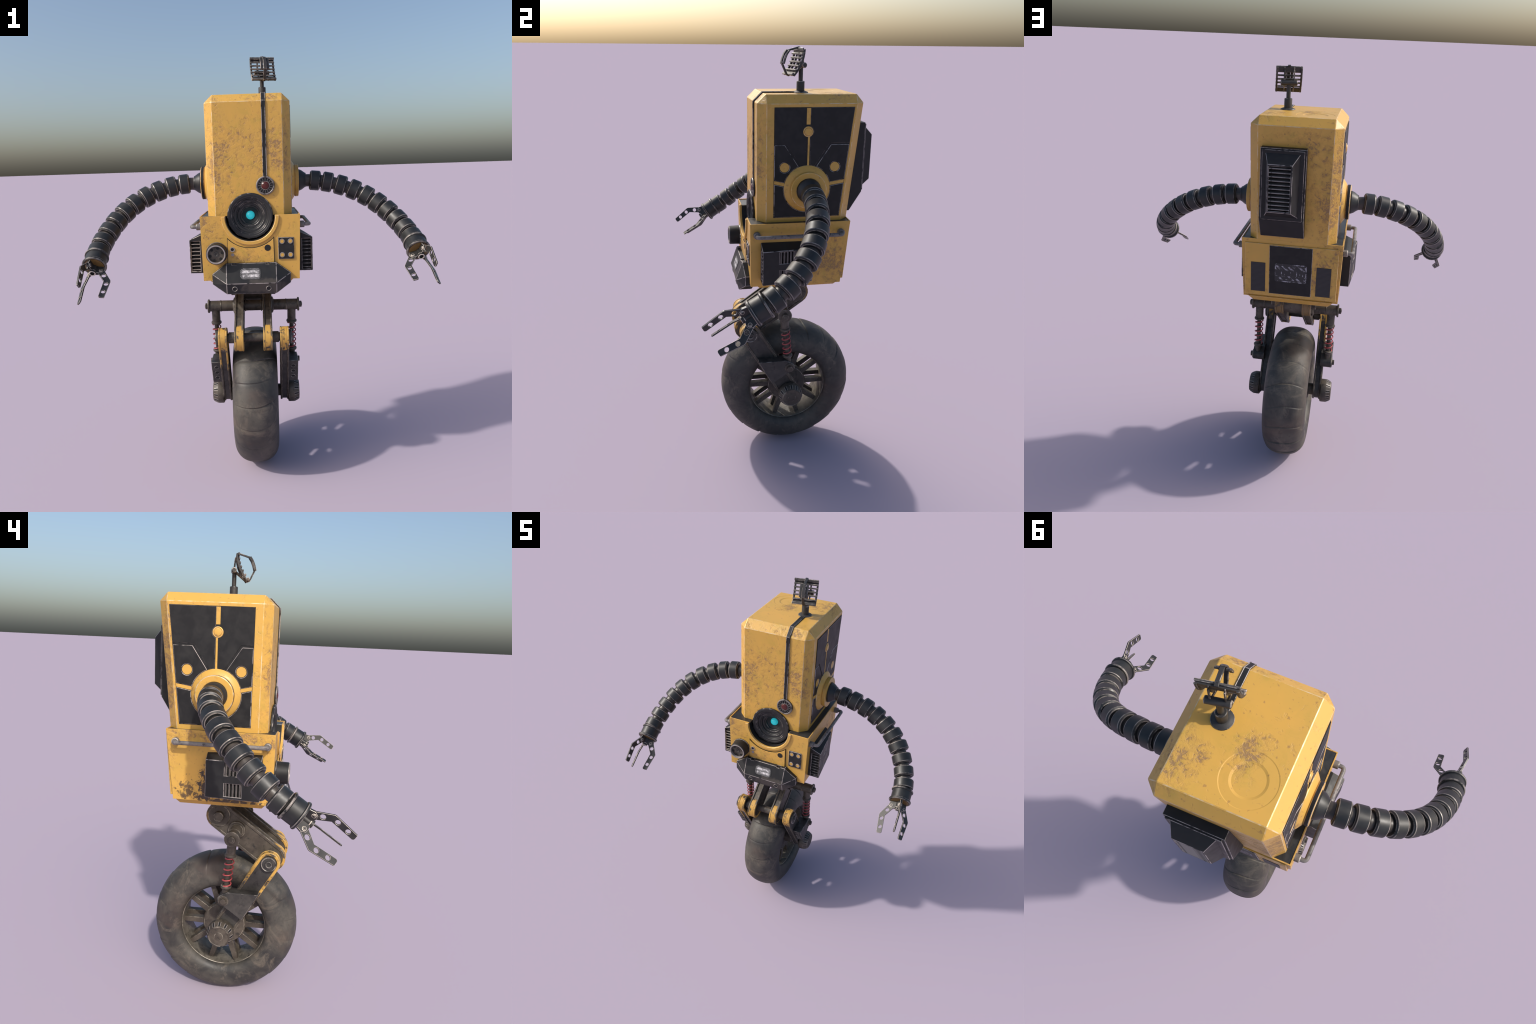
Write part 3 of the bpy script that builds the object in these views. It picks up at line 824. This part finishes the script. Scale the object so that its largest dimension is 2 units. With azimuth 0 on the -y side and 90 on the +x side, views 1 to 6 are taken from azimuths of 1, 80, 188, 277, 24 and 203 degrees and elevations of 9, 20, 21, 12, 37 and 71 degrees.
# ------------------------------------------------------------------- arms
WR = {
    -1: [(-0.307, 0.128, 1.410), (-0.355, 0.124, 1.409), (-0.420, 0.112, 1.400), (-0.481, 0.097, 1.381), (-0.537, 0.073, 1.354), (-0.587, 0.041, 1.323),
         (-0.629, 0.002, 1.287), (-0.662, -0.041, 1.247), (-0.688, -0.088, 1.205), (-0.706, -0.137, 1.164), (-0.714, -0.191, 1.125), (-0.716, -0.244, 1.090)],
    1: [(0.239, 0.128, 1.410), (0.283, 0.127, 1.409), (0.348, 0.121, 1.400), (0.412, 0.114, 1.382), (0.473, 0.103, 1.357), (0.529, 0.085, 1.330),
        (0.579, 0.062, 1.295), (0.623, 0.030, 1.256), (0.660, -0.009, 1.215), (0.687, -0.057, 1.176), (0.703, -0.109, 1.142), (0.712, -0.164, 1.109)],
}
TIP = {-1: ((-0.7155, -0.408, 0.9775), (-0.734, -0.440, 1.024)), 1: ((0.724, -0.340, 1.007), (0.739, -0.368, 1.058))}
ring_me = Build().lathe([(-0.0265, 0.030), (-0.0265, 0.0412), (-0.0205, 0.0484), (0.0205, 0.0484), (0.0265, 0.0412), (0.0265, 0.030)], (0, 0, 0), (0, 0, 1), 28).mesh("arm_ring")
cuff_me = Build().lathe([(-0.036, 0.038), (-0.036, 0.046), (-0.0345, 0.052), (-0.0315, 0.0538), (-0.0275, 0.0535), (-0.0245, 0.050), (-0.0235, 0.0478), (0.017, 0.0478), (0.018, 0.051), (0.021, 0.054), (0.026, 0.0543), (0.030, 0.053), (0.032, 0.049),
                         (0.031, 0.0445), (0.004, 0.041), (0.004, 0.0)], (0, 0, 0), (0, 0, 1), 32).mesh("wrist_cuff", dissolve=False)
liner_me = Build().lathe([(0.0315, 0.0442), (0.0045, 0.0405), (0.0045, 0.0)], (0, 0, 0), (0, 0, 1), 32).mesh("cuff_liner", dissolve=False)
hub_me = Build().lathe([(0.0, 0.0125), (0.060, 0.0125), (0.062, 0.0145), (0.074, 0.0145), (0.0755, 0.0135), (0.0755, 0.0095), (0.066, 0.009), (0.066, 0)], (0, 0, 0), (0, 0, 1), 24).mesh("gripper_hub", dissolve=False)


def bent_finger():
    line = [(0.033, 0.056), (0.0685, 0.108), (0.0605, 0.200)]
    wid = [0.0155, 0.0142, 0.0125]
    d = [(Vector(line[i + 1]) - Vector(line[i])).normalized() for i in (0, 1)]
    nn = [d[0], (d[0] + d[1]).normalized(), d[1]]
    L, R = [], []
    for p, w, t in zip(line, wid, nn):
        v = Vector((t.y, -t.x)) * w
        L.append((p[0] + v.x, p[1] + v.y))
        R.append((p[0] - v.x, p[1] - v.y))
    root = circle(line[0], wid[0], 9, math.atan2(d[0].y, d[0].x) + PI / 2, math.atan2(d[0].y, d[0].x) + 3 * PI / 2, True)
    tip = [(L[2][0] - 0.001, L[2][1] + 0.003), (0.058, 0.2055), (0.0515, 0.2045)]
    # R side is the inner one
    outer = root + [L[1], (L[1][0] + 0.001, L[1][1] + 0.006), L[2]] + tip + [R[2], R[1]]
    holes = [circle((0.0495, 0.0805), 0.0098, 18), circle((0.0672, 0.128), 0.0092, 18), circle((0.0630, 0.173), 0.0090, 18)]
    return outer, holes


out, holes = bent_finger()
finger_me = plate_mesh("finger", out, holes, 0.0062)
finger_me.transform(Matrix.Translation((0, 0, -0.0031)))
fb = Build()
fb.hull([(r, z, t) for t in (-0.0052, 0.0052) for r, z in ((0.010, 0.022), (0.041, 0.022), (0.048, 0.052), (0.040, 0.068), (0.024, 0.070), (0.010, 0.066))])
fb.cyl((0.0335, 0.056, -0.008), (0.0335, 0.056, 0.008), 0.0085, 18, 0.001)
fb.cyl((0.0335, 0.056, -0.0092), (0.0335, 0.056, 0.0092), 0.0045, 12)
bracket_me = fb.mesh("finger_bracket")

for s in (-1, 1):
    P = np.array(WR[s])
    idx = np.arange(len(P))
    wts = np.ones(len(P))
    wts[0] = wts[-1] = 4
    co = [np.polyfit(idx, P[:, k], 5, w=wts) for k in range(3)]
    def at(t):
        return Vector([float(np.polyval(c, t)) for c in co])
    def tan(t):
        return Vector([float(np.polyval(np.polyder(c), t)) for c in co]).normalized()
    core = [(X0 + s * 0.23, SH[0], SH[1] - 0.002)] + [at(t) for t in np.arange(0, 10.81, 0.2)]
    arm = part("arm", Build().tube(core, 0.0305, 20).mesh("arm", dissolve=False), NECK, angle=60)
    o = (X0 + s * HW, SH[0], SH[1])
    add("shoulder_flange", Build().lathe([(-0.002, 0.1035), (0.004, 0.1035), (0.007, 0.101), (0.020, 0.083), (0.021, 0.080), (0.021, 0.0)], o, (s, 0, 0), 40).mesh("shoulder_flange"), arm, YEL_TRIM)
    add("shoulder_disc", Build().lathe([(0.015, 0.0755), (0.0235, 0.0755), (0.0245, 0.079), (0.0405, 0.079), (0.042, 0.078), (0.042, 0.074), (0.0415, 0.0535), (0.030, 0.052), (0.030, 0.0)], o, (s, 0, 0), 40).mesh("shoulder_disc"), arm, YEL_TRIM)
    if s < 0:
        add("shoulder_disc_dark_side", Build().lathe([(0.0255, 0.0785), (0.0255, 0.0802), (0.0395, 0.0802), (0.0395, 0.0785)], o, (s, 0, 0), 40, close=True).mesh("shoulder_disc_dark_side"), arm, DARK)
    add("shoulder_cone", Build().lathe([(0.028, 0.053), (0.048, 0.0525), (0.060, 0.047), (0.075, 0.036), (0.080, 0.0345), (0.080, 0.0)], o, (s, 0, 0), 32).mesh("shoulder_cone"), arm, ARM)
    up = Vector((0, 0, 1))
    for k in range(1, 11):
        add("arm_ring", ring_me, arm, ARM, frame(at(k), tan(k), up) @ Matrix.Rotation(k * 0.7, 4, "Z"), wear=0.0019)
    W = Vector(WR[s][-1])
    C, T1 = Vector(TIP[s][0]), Vector(TIP[s][1])
    axis = (C - W).normalized()
    M = frame(W + axis * ((C - W).length - 0.202), axis, T1 - C)
    add("wrist_cuff", cuff_me, arm, ARM, M)
    add("cuff_liner", liner_me, arm, DIM_GOLD, M)
    add("gripper_hub", hub_me, arm, CLAW, M)
    for k in range(3):
        Q = M @ Matrix.Rotation(k * 2 * PI / 3, 4, "Z") @ Matrix.Rotation(PI / 2, 4, "X")
        add("finger", finger_me, arm, CLAW, Q, wear=0.0022)
        add("finger_bracket", bracket_me, arm, CLAW, Q)

# -------------------------------------------------------------------- leg
HIP, KNEE, AXLE = (0.118, 0.868), (-0.120, 0.693), (0.081, 0.352)
SHK, PIN = (0.037, 0.810), (0.067, 0.521)


def link_web(p, q, r, x0, x1):
    return Build().prism(stadium(p, q, r - 0.006), 0, x0 + 0.004, x1 - 0.004)


def link_rim(p, q, r, x0, x1):
    """Raised border on both faces: a stadium ring left open inside."""
    b = Build()
    for a, c in ((x0, x0 + 0.009), (x1 - 0.009, x1)):
        O, I = stadium(p, q, r, 12), stadium(p, q, r - 0.0125, 12)
        for i in range(len(O)):
            j = (i + 1) % len(O)
            vs = [b.bm.verts.new((x, *w)) for x in (a, c) for w in (O[i], O[j], I[j], I[i])]
            for f in ((0, 1, 5, 4), (2, 3, 7, 6), (0, 3, 2, 1), (4, 5, 6, 7)):
                b.bm.faces.new([vs[m] for m in f])
    bmesh.ops.remove_doubles(b.bm, verts=b.bm.verts, dist=1e-6)
    return b


def link_cap(end, other, r, x0, x1, reach):
    d = (Vector(other) - Vector(end)).normalized() * reach
    return Build().prism(stadium(end, (end[0] + d.x, end[1] + d.y), r - 0.0012), 0, x0 + 0.0092, x1 - 0.0092)


leg = part("leg", Build().cyl((X0 - 0.222, *SHK), (X0 + 0.222, *SHK), 0.0265, 28).mesh("leg"), METAL)
collars = Build()
for a, b, r in ((-0.100, -0.094, 0.030), (-0.0415, -0.036, 0.030), (0.036, 0.0415, 0.030), (0.094, 0.100, 0.030), (-0.163, -0.158, 0.0285), (0.158, 0.163, 0.0285)):
    collars.cyl((X0 + a, *SHK), (X0 + b, *SHK), r, 28, 0.001)
for s in (-1, 1):
    collars.cyl((X0 + s * 0.2155, *SHK), (X0 + s * 0.2245, *SHK), 0.0335, 28, 0.0012)
    collars.cyl((X0 + s * 0.2235, *SHK), (X0 + s * 0.2375, *SHK), 0.0155, 12, 0.002)
    collars.cyl((X0 + s * 0.234, *SHK), (X0 + s * 0.2395, *SHK), 0.0085, 12, 0.001)
add("axle_collar", collars.mesh("axle_collar"), leg, METAL)
add("knee_axle", Build().cyl((X0 - 0.16, *KNEE), (X0 + 0.16, *KNEE), 0.0205, 24).cyl((X0 - 0.118, *KNEE), (X0 - 0.088, *KNEE), 0.026, 24).cyl((X0 + 0.088, *KNEE), (X0 + 0.118, *KNEE), 0.026, 24).mesh("knee_axle"), leg, METAL)
add("hip_axle", Build().cyl((X0 - 0.112, *HIP), (X0 + 0.112, *HIP), 0.023, 20, 0.002).cyl((X0 - 0.0905, *HIP), (X0 + 0.0905, *HIP), 0.050, 32, 0.002).mesh("hip_axle"), leg, METAL)
hanger = Build()
for s in (-1, 1):
    hanger.hull([(X0 + s * x, y, z) for x in (0.008, 0.026) for y, z in ((0.07, 0.95), (0.18, 0.95), (0.09, 0.845), (0.15, 0.845))])
add("hip_hanger", hanger.mesh("hip_hanger"), leg, METAL)

for s in (-1, 1):
    x0, x1 = sorted((X0 + s * 0.0455, X0 + s * 0.0885))
    TOE = (-0.127, 0.690)
    add("thigh_link", link_web(HIP, TOE, 0.0595, x0, x1).mesh("thigh_link"), leg, LINK)
    add("thigh_rim", link_rim(HIP, TOE, 0.0595, x0, x1).mesh("thigh_rim", dissolve=False), leg, LINK_RIM)
    add("thigh_cap", link_cap(TOE, HIP, 0.0595, x0, x1, 0.014).mesh("thigh_cap"), leg, CAP)
    add("thigh_cap", link_cap(HIP, TOE, 0.0595, x0, x1, 0.010).mesh("thigh_cap"), leg, LINK_RIM)
    boss = Build().cyl((X0 + s * 0.08, *SHK), (X0 + s * 0.097, *SHK), 0.040, 28, 0.003)
    add("thigh_boss", boss.mesh("thigh_boss"), leg, METAL)
    x0, x1 = sorted((X0 + s * 0.1235, X0 + s * 0.1645))
    add("shin_link", link_web(KNEE, AXLE, 0.0485, x0, x1).mesh("shin_link"), leg, DARK_METAL)
    add("shin_rim", link_rim(KNEE, AXLE, 0.0485, x0, x1).mesh("shin_rim", dissolve=False), leg, SHIN_RIM)
    add("shin_cap", link_cap(KNEE, AXLE, 0.0485, x0, x1, 0.028).mesh("shin_cap"), leg, CAP)
    knob = Build().lathe([(0.155, 0.034), (0.1765, 0.034), (0.1790, 0.0315), (0.1790, 0.029), (0.1765, 0.028), (0.1765, 0.0165), (0.1800, 0.016), (0.1825, 0.0145), (0.1825, 0.0095), (0.1775, 0.009), (0.1775, 0)], (X0, *KNEE), (s, 0, 0), 32)
    add("knee_cap", knob.mesh("knee_cap", dissolve=False), leg, DARK_METAL)
    # bracket carrying the damper's foot
    a, b = X0 + s * 0.150, X0 + s * 0.209
    tri = [(-0.084, 0.561), (0.050, 0.561)] + circle(PIN, 0.0275, 9, PI / 2 - 0.3, -PI / 2 - 0.1, True) + [(-0.016, 0.437)]
    add("damper_bracket", Build().prism(tri, 0, min(a, b), max(a, b)).mesh("damper_bracket"), leg, DARK_METAL)
    e0, e1 = Vector((-0.084, 0.561)), Vector((-0.016, 0.437))
    t = (e1 - e0).normalized()
    nn = Vector((0, t.y, -t.x)).normalized()
    if nn.y > 0:
        nn = -nn
    for k in (0.24, 0.5, 0.76):
        c = e0 + (e1 - e0) * k
        o = Vector((X0 + s * 0.185, c.x, c.y))
        add("bracket_hole_ring", Build().lathe([(-0.001, 0.0115), (0.0016, 0.0112), (0.0016, 0.009), (-0.001, 0.009)], o, nn, 20, close=True).mesh("bracket_hole_ring"), leg, PIPE)
        add("bracket_hole", Build().lathe([(-0.001, 0.009), (0.0006, 0.009), (0.0006, 0)], o, nn, 16).mesh("bracket_hole"), leg, BLACK)
    pin = Build().cyl((X0 + s * 0.165, *PIN), (X0 + s * 0.213, *PIN), 0.0235, 24, 0.0015).cyl((X0 + s * 0.21, *PIN), (X0 + s * 0.2235, *PIN), 0.0135, 12, 0.001)
    add("damper_pin", pin.mesh("damper_pin"), leg, METAL)
    # damper: tube, rod, spring
    xs = X0 + s * 0.187
    A, Bp = Vector((xs, *SHK)), Vector((xs - s * 0.002, *PIN))
    d = (Bp - A).normalized()
    D = Build()
    D.lathe([(0, 0.0205), (0.078, 0.0205), (0.080, 0.0235), (0.083, 0.0255), (0.089, 0.0255), (0.091, 0.023), (0.091, 0.011), (0.225, 0.0105), (0.225, 0.022), (0.230, 0.0245), (0.236, 0.0245), (0.239, 0.021), (0.240, 0.0155), (0.275, 0.0155)], A, d, 24)
    add("damper", D.mesh("damper", dissolve=False), leg, METAL)
    u = d.orthogonal().normalized()
    w = d.cross(u)
    turns, L0, L1 = 5.2, 0.093, 0.225
    coil = [A + d * (L0 + (L1 - L0) * i / 130) + (u * math.cos(turns * 2 * PI * i / 130) + w * math.sin(turns * 2 * PI * i / 130)) * 0.0195 for i in range(131)]
    add("damper_spring", Build().tube(coil, 0.0031, 8).mesh("damper_spring", dissolve=False), leg, SPRING, angle=60)
    # wheel nut
    nut = Build().lathe([(0.060, 0.030), (0.155, 0.030), (0.158, 0.036), (0.163, 0.0575), (0.166, 0.0598), (0.1905, 0.0598), (0.1945, 0.0588), (0.2135, 0.0492), (0.217, 0.0480), (0.2195, 0.0445), (0.2175, 0.041), (0.2175, 0.021), (0.2190, 0.019), (0.2190, 0)], (X0, *AXLE), (s, 0, 0), 32)
    add("wheel_nut", nut.mesh("wheel_nut", dissolve=False), leg, METAL)
    notch = Build().hull([(s * x, y, z) for y in (-0.0040, 0.0040) for x, z in ((0.191, 0.0575), (0.1965, 0.0588), (0.2125, 0.0510), (0.2095, 0.045))]).mesh("nut_slot")
    lug = Build().hull([(s * x, y, z) for y in (-0.0009, 0.0009) for x, z in ((0.1895, 0.0565), (0.1935, 0.0600), (0.2140, 0.0500), (0.2105, 0.045))]).mesh("nut_lug")
    for k in range(12):
        m = Matrix.Translation((X0, *AXLE)) @ Matrix.Rotation(k * PI / 6, 4, "X")
        add("nut_slot", notch, leg, BLACK, m)
        for e in (-1, 1):
            add("nut_lug", lug, leg, BRIGHT, m @ Matrix.Rotation(e * 0.096, 4, "X"))

# ------------------------------------------------------------------ wheel
WC, RT, HWT = (0.0848, 0.3374), 0.3368, 0.1085
NT, CUTS = 19 * 24, 19
sec = []
for k in range(-14, 15):
    a = k / 14 * PI / 2 * 0.97
    c, s = math.cos(a), math.sin(a)
    sec.append((HWT * math.copysign(abs(s) ** (2 / 2.3), s), RT - 0.1 + 0.1 * abs(c) ** (2 / 2.3)))
wall = [(0.1065, 0.224), (0.099, 0.209), (0.089, 0.200), (0.081, 0.1965), (0.072, 0.196)]
sec = [(-x, r) for x, r in wall[::-1]] + sec + wall
bm = bmesh.new()
rows = []
PER = NT // CUTS
cut_depth = [random.uniform(0.35, 1.15) for _ in range(CUTS)]
cut_lean = [random.uniform(-1, 1) for _ in range(CUTS)]
for i in range(NT):
    row = []
    for x, r in sec:
        f = abs(x) / HWT
        th = 2 * PI * i / NT - 0.10 * f * f * (1 if x > 0 else 0.8) - 0.03 * x / HWT
        grip = max(0.0, min(1.0, (r - 0.245) / 0.05))
        k = i % PER
        c = i // PER
        grip *= cut_depth[c] * max(0.15, 1 - 0.8 * max(0.0, cut_lean[c] * x / HWT))
        rr = r - grip * (0.0030 * (1 - k / PER) ** 1.2 + (0.0032 if k == 0 else 0.001 if k == 1 else 0))
        row.append(bm.verts.new((X0 + x, WC[0] + rr * math.cos(th), WC[1] + rr * math.sin(th))))
    rows.append(row)
for i in range(NT):
    A, C = rows[i], rows[(i + 1) % NT]
    for k in range(len(sec) - 1):
        bm.faces.new((A[k], A[k + 1], C[k + 1], C[k]))
bmesh.ops.recalc_face_normals(bm, faces=bm.faces)
me = bpy.data.meshes.new("tyre")
bm.to_mesh(me)
bm.free()
wheel_co = (X0, *WC)
hub = Build().lathe([(-0.100, 0.034), (-0.060, 0.040), (-0.056, 0.095), (-0.050, 0.101), (-0.025, 0.101), (-0.020, 0.07), (0.020, 0.07), (0.025, 0.101), (0.050, 0.101), (0.056, 0.095), (0.060, 0.040), (0.100, 0.034)], wheel_co, (1, 0, 0), 48)
wheel = part("wheel", hub.mesh("wheel", dissolve=False), METAL)
add("tyre", me, wheel, TYRE, angle=24)
add("rim", Build().lathe([(-0.079, 0.199), (-0.079, 0.194), (-0.070, 0.1915), (0.070, 0.1915), (0.079, 0.194), (0.079, 0.199), (0.06, 0.206), (-0.06, 0.206)], wheel_co, (1, 0, 0), 72, close=True).mesh("rim", dissolve=False), wheel, grimy_metal("rim_metal", base=(0.085, 0.075, 0.06), light=(0.17, 0.15, 0.12)))
sp = Build().hull([(x, y, z) for x in (-0.015, 0.015) for y, z in ((-0.0138, 0.09), (0.0138, 0.09), (-0.0118, 0.193), (0.0118, 0.193))]).mesh("spoke")
for s in (-1, 1):
    for k in range(10):
        add("spoke", sp, wheel, METAL, Matrix.Translation((X0 + s * 0.036, *WC)) @ Matrix.Rotation((k + 0.5) * 2 * PI / 10, 4, "X"))
